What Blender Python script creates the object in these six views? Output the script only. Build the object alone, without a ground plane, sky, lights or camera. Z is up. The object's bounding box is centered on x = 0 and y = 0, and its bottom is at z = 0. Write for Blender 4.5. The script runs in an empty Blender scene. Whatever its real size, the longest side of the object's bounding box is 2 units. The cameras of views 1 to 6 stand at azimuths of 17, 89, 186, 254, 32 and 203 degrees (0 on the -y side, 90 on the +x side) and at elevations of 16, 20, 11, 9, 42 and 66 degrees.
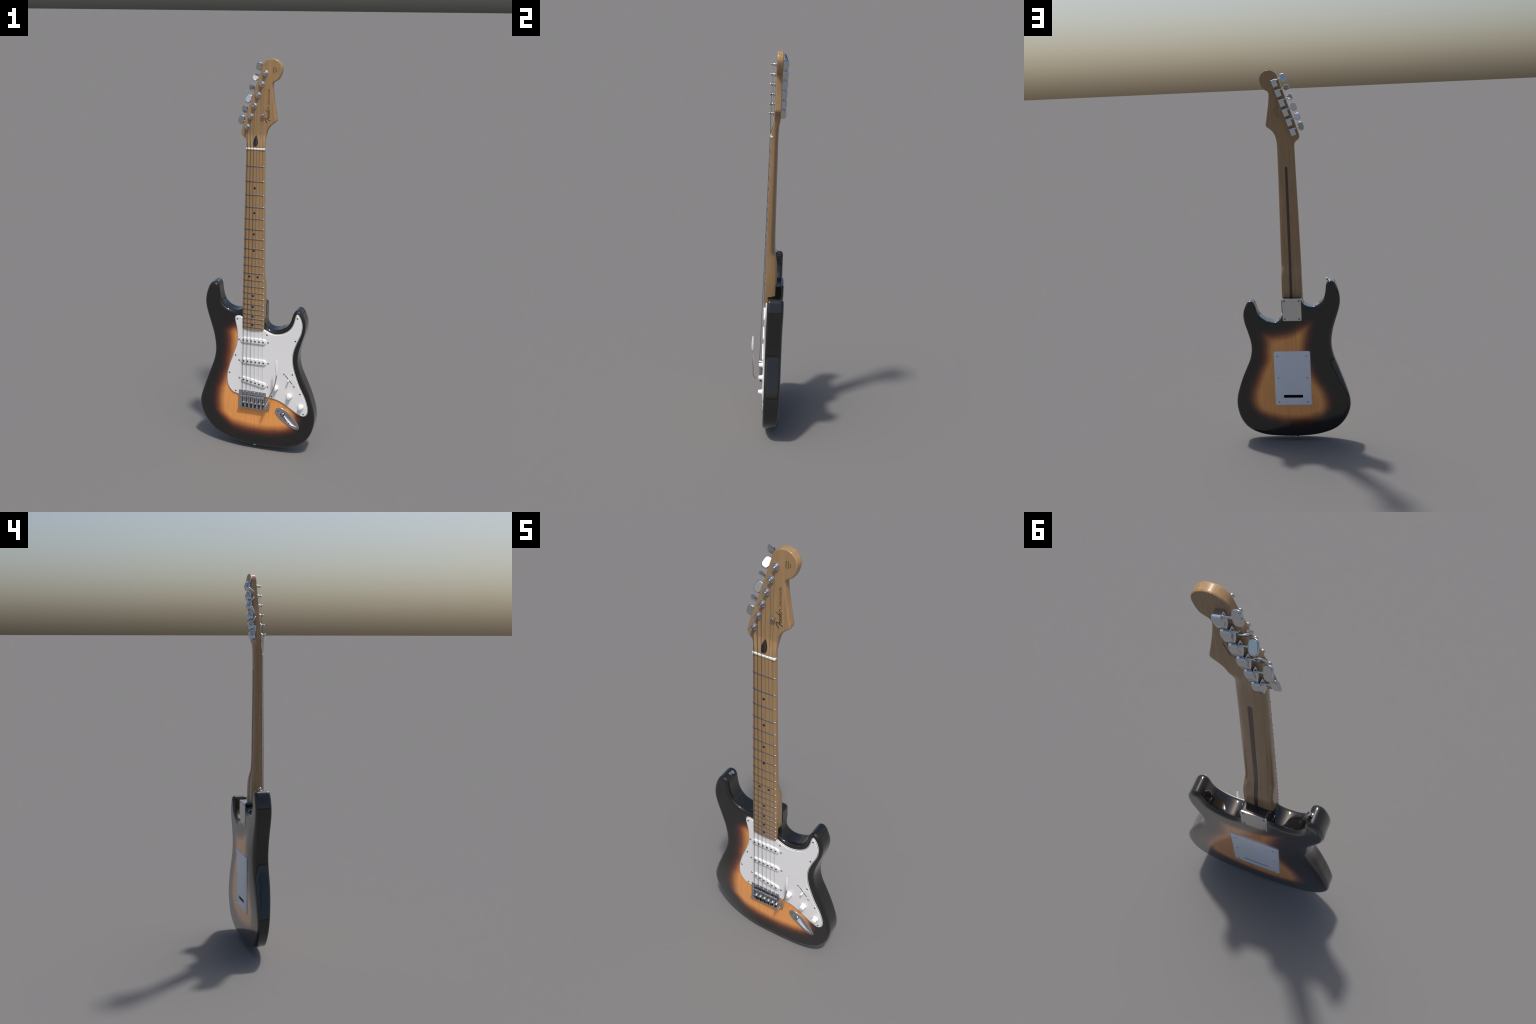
import bpy, bmesh, math, random
import numpy as np
from mathutils import Vector, Matrix, Quaternion
from mathutils.geometry import delaunay_2d_cdt

random.seed(7)
rng = np.random.default_rng(7)
SCENE = bpy.context.scene

# ------------------------------------------------------------------ helpers
def link(o):
    SCENE.collection.objects.link(o)
    return o

def smooth(me, angle=35):
    me.polygons.foreach_set("use_smooth", [True] * len(me.polygons))
    me.set_sharp_from_angle(angle=math.radians(angle))

def mesh_obj(name, verts, faces, mats, parent=None, fmat=None, angle=35, fix=True):
    me = bpy.data.meshes.new(name)
    me.from_pydata([tuple(map(float, v)) for v in verts], [], [tuple(map(int, f)) for f in faces])
    for m in (mats if isinstance(mats, (list, tuple)) else [mats]):
        me.materials.append(m)
    if fmat is not None:
        me.polygons.foreach_set("material_index", [int(i) for i in fmat])
    if fix:
        bm = bmesh.new(); bm.from_mesh(me)
        bmesh.ops.recalc_face_normals(bm, faces=bm.faces)
        bm.to_mesh(me); bm.free()
    smooth(me, angle)
    me.update()
    o = link(bpy.data.objects.new(name, me))
    if parent: o.parent = parent
    return o

def instance(src, name, parent, mat):
    o = src.copy(); o.name = name
    link(o); o.parent = parent; o.matrix_local = mat
    return o

def spline(pts, n, closed=True):
    """centripetal Catmull-Rom through control points, resampled evenly by arc length"""
    P = np.array(pts, float)
    if closed:
        P = np.vstack([P[-1], P, P[0], P[1]])
    else:
        P = np.vstack([2 * P[0] - P[1], P, 2 * P[-1] - P[-2]])
    out = []
    for i in range(1, len(P) - 2):
        p0, p1, p2, p3 = P[i - 1:i + 3]
        t0 = 0.; t1 = t0 + max(np.linalg.norm(p1 - p0), 1e-6) ** .5
        t2 = t1 + max(np.linalg.norm(p2 - p1), 1e-6) ** .5; t3 = t2 + max(np.linalg.norm(p3 - p2), 1e-6) ** .5
        t = np.linspace(t1, t2, 24, endpoint=False)[:, None]
        A1 = (t1 - t) / (t1 - t0) * p0 + (t - t0) / (t1 - t0) * p1
        A2 = (t2 - t) / (t2 - t1) * p1 + (t - t1) / (t2 - t1) * p2
        A3 = (t3 - t) / (t3 - t2) * p2 + (t - t2) / (t3 - t2) * p3
        B1 = (t2 - t) / (t2 - t0) * A1 + (t - t0) / (t2 - t0) * A2
        B2 = (t3 - t) / (t3 - t1) * A2 + (t - t1) / (t3 - t1) * A3
        out.append((t2 - t) / (t2 - t1) * B1 + (t - t1) / (t2 - t1) * B2)
    out.append(P[-2][None])
    C = np.vstack(out)
    s = np.concatenate([[0], np.cumsum(np.linalg.norm(np.diff(C, axis=0), axis=1))])
    q = np.linspace(0, s[-1], n + 1)[:-1] if closed else np.linspace(0, s[-1], n)
    return np.stack([np.interp(q, s, C[:, k]) for k in range(C.shape[1])], 1)

def relax(P, n):
    for _ in range(n):
        P = .5 * P + .25 * (np.roll(P, 1, 0) + np.roll(P, -1, 0))
    return P

def ccw(P):
    a = np.sum(P[:, 0] * np.roll(P[:, 1], -1) - np.roll(P[:, 0], -1) * P[:, 1])
    return P if a > 0 else P[::-1].copy()

def inward(P):
    """inward unit normals of a counter-clockwise polygon in the x-z plane"""
    d = np.roll(P, -1, 0) - np.roll(P, 1, 0)
    d /= np.maximum(np.linalg.norm(d, axis=1), 1e-9)[:, None]
    return np.stack([-d[:, 1], d[:, 0]], 1)

def plate(name, outline, prof, mats, parent, fmat=None, angle=35):
    """flat part in the x-z plane; prof = [(inset, y), ...] rings from one face to the other"""
    P = ccw(np.asarray(outline)); N = len(P); nrm = inward(P)
    V, F, M = [], [], []
    for ins, y in prof:
        Q = P + nrm * ins
        V += [(q[0], y, q[1]) for q in Q]
    for k in range(len(prof) - 1):
        for i in range(N):
            j = (i + 1) % N
            F.append((k * N + i, k * N + j, (k + 1) * N + j, (k + 1) * N + i)); M.append(fmat[k] if fmat else 0)
    F.append(tuple(range(N))); M.append(fmat[0] if fmat else 0)
    F.append(tuple(range((len(prof) - 1) * N, len(prof) * N))); M.append(fmat[-1] if fmat else 0)
    return mesh_obj(name, V, F, mats, parent, M, angle)

def rounded_rect(x0, x1, z0, z1, r, n=8):
    out = []
    for cx, cz, a0 in ((x1 - r, z1 - r, 0), (x0 + r, z1 - r, 90), (x0 + r, z0 + r, 180), (x1 - r, z0 + r, 270)):
        for k in range(n + 1):
            a = math.radians(a0 + 90 * k / n)
            out.append((cx + r * math.cos(a), cz + r * math.sin(a)))
    return np.array(out)

def frame(axis, up=(0, 0, 1)):
    """rotation whose local z is axis"""
    a = Vector(axis).normalized(); u = Vector(up)
    if abs(a.dot(u)) > .98: u = Vector((1, 0, 0))
    x = u.cross(a).normalized(); y = a.cross(x)
    return Matrix((x, y, a)).transposed().to_4x4()

FRONT = frame((0, -1, 0)); BACK = frame((0, 1, 0))

def at(loc, rot=None):
    return Matrix.Translation(Vector(loc)) @ (rot if rot is not None else Matrix.Identity(4))

def lathe(name, prof, mats, parent=None, mat=None, seg=32, fmat=None, angle=35, ribs=0, ribdepth=0, ribrange=None):
    """profile [(radius, height)] turned about local z"""
    V, F, M = [], [], []
    for k, (r, h) in enumerate(prof):
        for i in range(seg):
            a = 2 * math.pi * i / seg
            rr = r
            if ribs and ribrange[0] <= k <= ribrange[1]:
                rr = r - ribdepth * (.5 + .5 * math.cos(ribs * a))
            V.append((rr * math.cos(a), rr * math.sin(a), h))
    for k in range(len(prof) - 1):
        for i in range(seg):
            j = (i + 1) % seg
            F.append((k * seg + i, k * seg + j, (k + 1) * seg + j, (k + 1) * seg + i)); M.append(fmat[k] if fmat else 0)
    F.append(tuple(range(seg))); M.append(fmat[0] if fmat else 0)
    F.append(tuple(range((len(prof) - 1) * seg, len(prof) * seg))); M.append(fmat[-1] if fmat else 0)
    o = mesh_obj(name, V, F, mats, parent, M, angle)
    if mat is not None: o.matrix_local = mat
    return o

def tube_geo(path, rad, seg=10, v0=0):
    P = np.asarray(path, float); n = len(P)
    R = np.full(n, rad) if np.isscalar(rad) else np.asarray(rad)
    T = np.gradient(P, axis=0); T /= np.linalg.norm(T, axis=1)[:, None]
    V, F = [], []
    ref = np.array([0, 1, 0]) if abs(T[0][1]) < .9 else np.array([1, 0, 0])
    b = np.cross(T[0], ref); b /= np.linalg.norm(b)
    for i in range(n):
        b = b - T[i] * (b @ T[i]); b /= np.linalg.norm(b); c = np.cross(T[i], b)
        for k in range(seg):
            a = 2 * math.pi * k / seg
            V.append(P[i] + R[i] * (math.cos(a) * b + math.sin(a) * c))
    for i in range(n - 1):
        for k in range(seg):
            l = (k + 1) % seg
            F.append((v0 + i * seg + k, v0 + i * seg + l, v0 + (i + 1) * seg + l, v0 + (i + 1) * seg + k))
    F.append(tuple(v0 + k for k in range(seg))); F.append(tuple(v0 + (n - 1) * seg + k for k in range(seg)))
    return V, F

def tube(name, path, rad, mat, parent, seg=10, angle=50):
    V, F = tube_geo(path, rad, seg)
    return mesh_obj(name, V, F, mat, parent, angle=angle)

def box_bm(bm, size, mat=None, bevel=0, segs=2, midx=0):
    r = bmesh.ops.create_cube(bm, size=1)
    vs = r['verts']
    bmesh.ops.scale(bm, vec=size, verts=vs)
    fs = set(f for v in vs for f in v.link_faces)
    if bevel:
        es = list(set(e for f in fs for e in f.edges))
        rb = bmesh.ops.bevel(bm, geom=es, offset=bevel, segments=segs, profile=.5, affect='EDGES')
        vs = list(set(v for f in rb['faces'] for v in f.verts) | set(v for v in vs if v.is_valid))
        fs = set(f for v in vs for f in v.link_faces)
    for f in fs: f.material_index = midx
    if mat is not None: bmesh.ops.transform(bm, matrix=mat, verts=vs)
    return vs

def cyl_bm(bm, r1, r2, h, mat, seg=20, midx=0):
    r = bmesh.ops.create_cone(bm, cap_ends=True, segments=seg, radius1=r1, radius2=r2, depth=h)
    for f in set(f for v in r['verts'] for f in v.link_faces): f.material_index = midx
    bmesh.ops.transform(bm, matrix=mat, verts=r['verts'])

def bm_obj(name, bm, mats, parent=None, mat=None, angle=35):
    me = bpy.data.meshes.new(name); bm.to_mesh(me); bm.free()
    for m in (mats if isinstance(mats, (list, tuple)) else [mats]): me.materials.append(m)
    smooth(me, angle)
    o = link(bpy.data.objects.new(name, me))
    if parent: o.parent = parent
    if mat is not None: o.matrix_local = mat
    return o

def sstep(a, b, x):
    t = np.clip((np.asarray(x, float) - a) / (b - a), 0, 1)
    return t * t * (3 - 2 * t)

# ------------------------------------------------------------------ materials
def new_mat(name):
    m = bpy.data.materials.new(name); m.use_nodes = True
    nt = m.node_tree
    return m, nt, nt.nodes["Principled BSDF"]

def plain(name, col, rough=.4, metal=0., coat=0., var=.05, scale=60, bump=0.):
    """one colour with a faint procedural mottling"""
    m, nt, b = new_mat(name)
    tc = nt.nodes.new("ShaderNodeTexCoord"); no = nt.nodes.new("ShaderNodeTexNoise")
    no.inputs["Scale"].default_value = scale; no.inputs["Detail"].default_value = 3
    nt.links.new(tc.outputs["Object"], no.inputs["Vector"])
    mx = nt.nodes.new("ShaderNodeMix"); mx.data_type = 'RGBA'
    mx.inputs["A"].default_value = tuple(c * (1 - var) for c in col) + (1,)
    mx.inputs["B"].default_value = tuple(min(1, c * (1 + var)) for c in col) + (1,)
    nt.links.new(no.outputs["Fac"], mx.inputs["Factor"]); nt.links.new(mx.outputs["Result"], b.inputs["Base Color"])
    b.inputs["Roughness"].default_value = rough; b.inputs["Metallic"].default_value = metal
    b.inputs["Coat Weight"].default_value = coat
    if bump:
        bp = nt.nodes.new("ShaderNodeBump"); bp.inputs["Strength"].default_value = bump; bp.inputs["Distance"].default_value = .001
        nt.links.new(no.outputs["Fac"], bp.inputs["Height"]); nt.links.new(bp.outputs["Normal"], b.inputs["Normal"])
    return m

def math_node(nt, op, a, b=None, c=None):
    n = nt.nodes.new("ShaderNodeMath"); n.operation = op
    for i, v in enumerate((a, b, c)):
        if v is None: continue
        if isinstance(v, (int, float)): n.inputs[i].default_value = v
        else: nt.links.new(v, n.inputs[i])
    return n.outputs[0]

def curve_node(nt, inp, pts):
    """Float Curve: value (0..1) -> offset coordinate + 0.5"""
    n = nt.nodes.new("ShaderNodeFloatCurve")
    c = n.mapping.curves[0]
    while len(c.points) > 2: c.points.remove(c.points[1])
    pts = sorted(pts)
    c.points[0].location = pts[0]; c.points[1].location = pts[-1]
    for p in pts[1:-1]: c.points.new(*p)
    n.mapping.use_clip = False; n.mapping.extend = 'HORIZONTAL'; n.mapping.update()
    nt.links.new(inp, n.inputs["Value"])
    return n.outputs[0]

def burst_mask(nt, X, Z, xl, xr, zb, zt):
    """signed distance-like value inside the lighter centre of the finish"""
    xs = math_node(nt, 'ADD', X, .5)
    sh = lambda L: [(z, x + .5) for z, x in L]
    so = lambda L: [(x + .5, z) for x, z in L]
    a = math_node(nt, 'SUBTRACT', xs, curve_node(nt, Z, sh(xl)))
    b = math_node(nt, 'SUBTRACT', curve_node(nt, Z, sh(xr)), xs)
    c = math_node(nt, 'SUBTRACT', Z, curve_node(nt, xs, so(zb)))
    d = math_node(nt, 'SUBTRACT', curve_node(nt, xs, so(zt)), Z)
    k = .02
    e = math_node(nt, 'SMOOTH_MIN', a, b, k); f = math_node(nt, 'SMOOTH_MIN', c, d, k)
    return math_node(nt, 'SMOOTH_MIN', e, f, k)

def burst_finish():
    m, nt, b = new_mat("sunburst_lacquer")
    tc = nt.nodes.new("ShaderNodeTexCoord"); sp = nt.nodes.new("ShaderNodeSeparateXYZ")
    nt.links.new(tc.outputs["Object"], sp.inputs[0])
    X, Y, Z = sp.outputs
    front = burst_mask(nt, X, Z,
        [(.10, -.19), (.15, -.212), (.217, -.224), (.261, -.224), (.321, -.217), (.367, -.2), (.412, -.185), (.458, -.168), (.501, -.164), (.544, -.158), (.599, -.156), (.649, -.160), (.72, -.160)],
        [(.10, .19), (.151, .222), (.184, .233), (.211, .238), (.30, .236), (.40, .185), (.53, .15), (.65, .17)],
        [(-.28, .42), (-.235, .24), (-.215, .185), (-.184, .152), (-.152, .128), (-.12, .109), (-.077, .101), (.027, .094), (.09, .098), (.151, .111), (.192, .129), (.222, .151), (.24, .2), (.28, .34)],
        [(-.18, .625), (-.141, .67), (-.109, .692), (-.06, .685), (.0, .635), (.08, .60), (.25, .60)])
    back = burst_mask(nt, X, Z,
        [(.10, -.15), (.15, -.187), (.177, -.205), (.215, -.213), (.254, -.204), (.294, -.188), (.32, -.171), (.361, -.147), (.416, -.12), (.46, -.105), (.524, -.099), (.567, -.103), (.61, -.111), (.66, -.123), (.72, -.126)],
        [(.10, .16), (.15, .207), (.179, .222), (.213, .237), (.258, .241), (.321, .227), (.365, .208), (.409, .189), (.463, .165), (.528, .16), (.593, .159), (.68, .165)],
        [(-.26, .34), (-.22, .22), (-.205, .177), (-.173, .137), (-.13, .115), (-.067, .102), (.018, .098), (.102, .110), (.154, .128), (.195, .153), (.222, .179), (.245, .22), (.28, .34)],
        [(-.16, .682), (-.115, .682), (-.089, .676), (-.047, .662), (-.005, .641), (.037, .631), (.078, .625), (.162, .62), (.25, .61)])
    isback = math_node(nt, 'GREATER_THAN', Y, .03)
    mix = nt.nodes.new("ShaderNodeMix"); mix.data_type = 'FLOAT'
    nt.links.new(isback, mix.inputs["Factor"]); nt.links.new(front, mix.inputs["A"]); nt.links.new(back, mix.inputs["B"])
    # uneven spray edge
    nz = nt.nodes.new("ShaderNodeTexNoise"); nz.inputs["Scale"].default_value = 14; nz.inputs["Detail"].default_value = 4
    nt.links.new(tc.outputs["Object"], nz.inputs["Vector"])
    wob = math_node(nt, 'MULTIPLY', math_node(nt, 'SUBTRACT', nz.outputs["Fac"], .5), .012)
    dist = math_node(nt, 'ADD', mix.outputs["Result"], wob)
    fac = math_node(nt, 'MULTIPLY_ADD', dist, 7.6, .36)          # -.04..+.07 m  ->  0..1
    # grain: streaks along z
    mp = nt.nodes.new("ShaderNodeMapping"); mp.inputs["Scale"].default_value = (520, 160, 6.0)
    nt.links.new(tc.outputs["Object"], mp.inputs["Vector"])
    g1 = nt.nodes.new("ShaderNodeTexNoise"); g1.inputs["Scale"].default_value = 1; g1.inputs["Detail"].default_value = 5; g1.inputs["Roughness"].default_value = .7
    nt.links.new(mp.outputs[0], g1.inputs["Vector"])
    mp2 = nt.nodes.new("ShaderNodeMapping"); mp2.inputs["Scale"].default_value = (300, 80, 3.0)
    nt.links.new(tc.outputs["Object"], mp2.inputs["Vector"])
    g2 = nt.nodes.new("ShaderNodeTexNoise"); g2.inputs["Scale"].default_value = 1; g2.inputs["Detail"].default_value = 3
    nt.links.new(mp2.outputs[0], g2.inputs["Vector"])
    gr = nt.nodes.new("ShaderNodeValToRGB")
    gr.color_ramp.elements[0].position = .34; gr.color_ramp.elements[0].color = (.52, .50, .48, 1)
    gr.color_ramp.elements[1].position = .56; gr.color_ramp.elements[1].color = (1, 1, 1, 1)
    gsum = math_node(nt, 'MULTIPLY_ADD', g2.outputs["Fac"], .4, math_node(nt, 'MULTIPLY', g1.outputs["Fac"], .6))
    nt.links.new(gsum, gr.inputs["Fac"])
    rp = nt.nodes.new("ShaderNodeValToRGB"); cr = rp.color_ramp
    cr.elements[0].position = .17; cr.elements[0].color = BURST_BLACK
    cr.elements[1].position = .80; cr.elements[1].color = BURST_ORANGE
    for p, c in ((.27, BURST_DEEP), (.39, BURST_RED), (.51, BURST_RUST), (.64, BURST_AMBER)):
        e = cr.elements.new(p); e.color = c
    nt.links.new(fac, rp.inputs["Fac"])
    mul = nt.nodes.new("ShaderNodeMix"); mul.data_type = 'RGBA'; mul.blend_type = 'MULTIPLY'
    mul.inputs["Factor"].default_value = .62
    nt.links.new(rp.outputs["Color"], mul.inputs["A"]); nt.links.new(gr.outputs["Color"], mul.inputs["B"])
    nt.links.new(mul.outputs["Result"], b.inputs["Base Color"])
    b.inputs["Roughness"].default_value = .06
    b.inputs["Specular IOR Level"].default_value = .22
    b.inputs["Coat Weight"].default_value = 1.0
    b.inputs["Coat Roughness"].default_value = .03
    return m

BURST_BLACK = (.0108, .0104, .0100, 1)
BURST_DEEP = (.022, .0120, .010, 1)
BURST_RED = (.070, .020, .014, 1)
BURST_RUST = (.20, .058, .024, 1)
BURST_AMBER = (.52, .185, .050, 1)
BURST_ORANGE = (.90, .372, .100, 1)

def wood(name, lo, hi, dark, scale=(120, 60, 4.0), rough=.3, contrast=(.3, .7), flecks=.0):
    m, nt, b = new_mat(name)
    tc = nt.nodes.new("ShaderNodeTexCoord")
    mp = nt.nodes.new("ShaderNodeMapping"); mp.inputs["Scale"].default_value = scale
    nt.links.new(tc.outputs["Object"], mp.inputs["Vector"])
    n1 = nt.nodes.new("ShaderNodeTexNoise"); n1.inputs["Scale"].default_value = 1; n1.inputs["Detail"].default_value = 5
    n1.inputs["Roughness"].default_value = .62
    nt.links.new(mp.outputs[0], n1.inputs["Vector"])
    rp = nt.nodes.new("ShaderNodeValToRGB")
    rp.color_ramp.elements[0].position = contrast[0]; rp.color_ramp.elements[0].color = lo + (1,)
    rp.color_ramp.elements[1].position = contrast[1]; rp.color_ramp.elements[1].color = hi + (1,)
    nt.links.new(n1.outputs["Fac"], rp.inputs["Fac"])
    # short dark pores / mineral flecks
    mp2 = nt.nodes.new("ShaderNodeMapping"); mp2.inputs["Scale"].default_value = (330, 330, 60)
    nt.links.new(tc.outputs["Object"], mp2.inputs["Vector"])
    n2 = nt.nodes.new("ShaderNodeTexNoise"); n2.inputs["Scale"].default_value = 1; n2.inputs["Detail"].default_value = 2
    nt.links.new(mp2.outputs[0], n2.inputs["Vector"])
    r2 = nt.nodes.new("ShaderNodeValToRGB")
    r2.color_ramp.elements[0].position = .68; r2.color_ramp.elements[0].color = (0, 0, 0, 1)
    r2.color_ramp.elements[1].position = .78; r2.color_ramp.elements[1].color = (flecks,) * 3 + (1,)
    nt.links.new(n2.outputs["Fac"], r2.inputs["Fac"])
    mx = nt.nodes.new("ShaderNodeMix"); mx.data_type = 'RGBA'
    nt.links.new(r2.outputs["Color"], mx.inputs["Factor"]); nt.links.new(rp.outputs["Color"], mx.inputs["A"])
    mx.inputs["B"].default_value = dark + (1,)
    nt.links.new(mx.outputs["Result"], b.inputs["Base Color"])
    b.inputs["Roughness"].default_value = rough
    return m

LACQUER = burst_finish()
MAPLE = wood("lacquered_maple", (.300, .183, .088), (.385, .240, .116), (.17, .095, .05), rough=.22, flecks=.5)
WALNUT = wood("walnut_stripe", (.065, .032, .026), (.10, .050, .040), (.03, .015, .012), rough=.3)
PLUG = wood("dark_plug", (.012, .011, .010), (.022, .020, .018), (.008, .007, .006), rough=.3)
CHROME = plain("chrome", (.64, .64, .65), rough=.08, metal=1, var=.02)
STEEL = plain("brushed_steel", (.62, .62, .63), rough=.16, metal=1, var=.05, scale=200)
DULL = plain("dull_screw_steel", (.30, .30, .30), rough=.3, metal=1, var=.1, scale=300)
FRETWIRE = plain("nickel_fret_wire", (.34, .35, .38), rough=.36, metal=1, var=.06, scale=150)
STRING = plain("steel_string", (.42, .42, .43), rough=.3, metal=1, var=.1, scale=400)
WOUND = plain("wound_string", (.17, .17, .175), rough=.4, metal=1, var=.15, scale=900, bump=.4)
WHITE = plain("white_plastic", (.80, .80, .805), rough=.22, var=.012, scale=20)
AGED = plain("aged_white_plastic", (.82, .82, .80), rough=.25, var=.015, scale=40)
COVERW = plain("back_cover_plastic", (.70, .72, .77), rough=.22, var=.012, scale=20)
BONE = plain("bone_nut", (.86, .86, .85), rough=.3, var=.03, scale=120)
BLACKP = plain("black_ply", (.02, .02, .02), rough=.4)
INK = plain("black_ink", (.012, .011, .010), rough=.35)
FADED = plain("faded_ink", (.085, .055, .032), rough=.35)
STAMP = plain("brown_stamp", (.11, .068, .042), rough=.35)
RECESS_BLACK = plain("recess_and_patch_black", (.006, .006, .006), rough=.6)  # near-black for real recesses and for dark pieces drawn as slots
SPRING = plain("dark_spring", (.06, .06, .06), rough=.35, metal=1)
DOT = plain("black_inlay", (.014, .012, .010), rough=.3)
GILT = plain("gilt_marks", (.55, .47, .20), rough=.4)

# ------------------------------------------------------------------ root
root = link(bpy.data.objects.new("electric_guitar", None))
root["label"] = "solid-body electric guitar, sunburst finish, white pickguard, maple neck"
root["category"] = "electric guitar"

# ================================================================== BODY
YF, YB = -.0122, .0734                        # flat front and back of the body
OUT = [  # side outline (x, z), anticlockwise seen from the front, starting at the neck block
    (.0362, .8060), (.0412, .8010), (.0416, .780), (.0420, .755), (.0430, .728), (.0462, .706), (.0535, .6905),
    (.0724, .6779), (.0934, .6761), (.1143, .6797), (.1329, .6866), (.1492, .6966), (.1633, .7087), (.1721, .7218), (.1777, .7359),
    (.1822, .7511), (.1858, .7641), (.1903, .7771), (.1961, .7869), (.2032, .7928), (.2125, .7947), (.2215, .7925), (.2290, .7860),
    (.2360, .7755), (.2424, .7588), (.2490, .7418), (.2523, .7227), (.2531, .7077), (.2518, .6927), (.2482, .6712), (.2429, .6518),
    (.2366, .6328), (.2314, .6133), (.2252, .5916), (.2201, .5678), (.2171, .5461), (.2167, .5243), (.2188, .5048), (.2235, .4831),
    (.2299, .4613), (.2383, .4417), (.2490, .4188), (.2598, .3947), (.2706, .3695), (.2804, .3453), (.2893, .3202), (.2981, .2928),
    (.3061, .2640), (.3104, .2372), (.3118, .2171), (.3106, .1947), (.3069, .1723), (.3008, .1475), (.2923, .1249), (.2806, .1046),
    (.2656, .0842), (.2461, .0672), (.2233, .0535), (.1960, .0421), (.1644, .0330), (.1326, .0277), (.0964, .0244), (.0646, .0225),
    (.0010, .0217), (-.0309, .0227), (-.0627, .0249), (-.0946, .0284), (-.1307, .0344), (-.1648, .0433), (-.1945, .0533), (-.2223, .0667),
    (-.2437, .0811), (-.2631, .1001), (-.2805, .1223), (-.2936, .1444), (-.3037, .1688), (-.3097, .1930), (-.3118, .2151), (-.3090, .2421),
    (-.3025, .2665), (-.2909, .3017), (-.2793, .3350), (-.2657, .3704), (-.2521, .4079), (-.2405, .4366), (-.2309, .4630), (-.2240, .4893),
    (-.2190, .5155), (-.2172, .5400), (-.2189, .5742), (-.2225, .5956), (-.2278, .6255), (-.2366, .6567), (-.2469, .6905), (-.2570, .7220),
    (-.2648, .7514), (-.2695, .7765), (-.2706, .7990), (-.2683, .8212), (-.2630, .8446), (-.2558, .8659), (-.2481, .8818), (-.2403, .8925),
    (-.2302, .8980), (-.2199, .8988), (-.2100, .8960), (-.2025, .8888), (-.1979, .8743), (-.1963, .8576), (-.1940, .8390), (-.1890, .8165),
    (-.1817, .7975), (-.1708, .7828), (-.1581, .7724), (-.1454, .7652), (-.1287, .7606), (-.1142, .7594), (-.0977, .7612), (-.0833, .7664),
    (-.0735, .7745), (-.0680, .7845), (-.0663, .7950), (-.0655, .8015), (-.0605, .8060), (-.035, .8062), (.010, .8062)]
NB = 520
BO = ccw(relax(spline(OUT, NB), 2))
BN = inward(BO)
# width of the rolled edge: generous on the back, tighter in front, almost nothing on the neck block
bx, bz = BO[:, 0], BO[:, 1]
block = sstep(.715, .745, bz) * (np.abs(bx + .012) < .062)
block = np.where((bx < -.012) & (np.abs(bx + .012) < .068), sstep(.772, .788, bz), block)
for _ in range(6): block = .5 * block + .25 * (np.roll(block, 1) + np.roll(block, -1))
AF = .0150 * (1 - block) + .0015 * block
AB = .0215 * (1 - block) + .0020 * block
waist = sstep(.17, .50, bz) * (1 - sstep(.56, .80, bz)) * (bx < -.15)      # softer roll where the body rests on the player
AB = AB + .026 * waist
HF = .0135 * (1 - block) + .0015 * block
HB = .0150 * (1 - block) + .0020 * block + .024 * waist

JA = np.array([.1242, .2415]); JB = np.array([.2282, .1612])          # jack plate screws
JD = (JB - JA) / np.linalg.norm(JB - JA); JN = np.array([-JD[1], JD[0]])
JL = np.linalg.norm(JB - JA)

def jack_st(x, z):
    dx, dz = x - JA[0], z - JA[1]
    return dx * JD[0] + dz * JD[1], dx * JN[0] + dz * JN[1]

def jack_well(x, z):
    """depth of the scooped well of the jack plate, 0 outside"""
    s, v = jack_st(x, z)
    s0, s1 = .016, JL - .006
    t = np.clip((s - s0) / (s1 - s0), 0, 1)
    hw = .0150 * np.sqrt(np.clip(1 - (2 * np.clip(t, 0, 1) - .72) ** 2 / 1.65, 0, 1)) * sstep(1.0, .75, t) ** .5
    prof = np.clip(1 - (v / np.maximum(hw, 1e-4)) ** 2, 0, 1) ** .7
    along = sstep(0, .10, t) * (1 - t) ** .8
    return .021 * along * prof * ((s > s0) & (s < s1))

_m = (BO[:, 0] < -.19) & (BO[:, 1] > .18) & (BO[:, 1] < .86) & (BN[:, 0] > .2)
_o = np.argsort(BO[_m][:, 1]); BASS_Z = BO[_m][_o, 1]; BASS_X = BO[_m][_o, 0]

def front_drop(x, z):
    """how far the front lies behind its plane: forearm chamfer, jack cavity"""
    s = np.maximum(-.92 * x - .39 * z - .033, 0)
    fore = .53 * s ** 1.75
    fore = fore / (1 + (fore / .048) ** 3) ** (1 / 3)
    return fore

def back_drop(x, z):
    """belly cut on the bass side waist"""
    xo = np.interp(z, BASS_Z, BASS_X)
    t = np.clip(1 - (x - xo) / .125, 0, 1.1)
    w = sstep(.16, .48, z) * (1 - sstep(.54, .78, z))
    return .0110 * t ** 1.6 * w

def shape_y(x, y, z, cavity=True):
    s = np.clip((y - YF) / (YB - YF), 0, 1)
    f = front_drop(x, z); b = back_drop(x, z)
    out = y + f * (1 - s) - b * s
    # ledge behind the neck
    lim = np.where(x > -.012, .737, .786)
    inblk = (z > lim) & (x > -.0685) & (x < .050)
    out = np.where(inblk, np.maximum(out, .0335), out)
    return out

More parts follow.
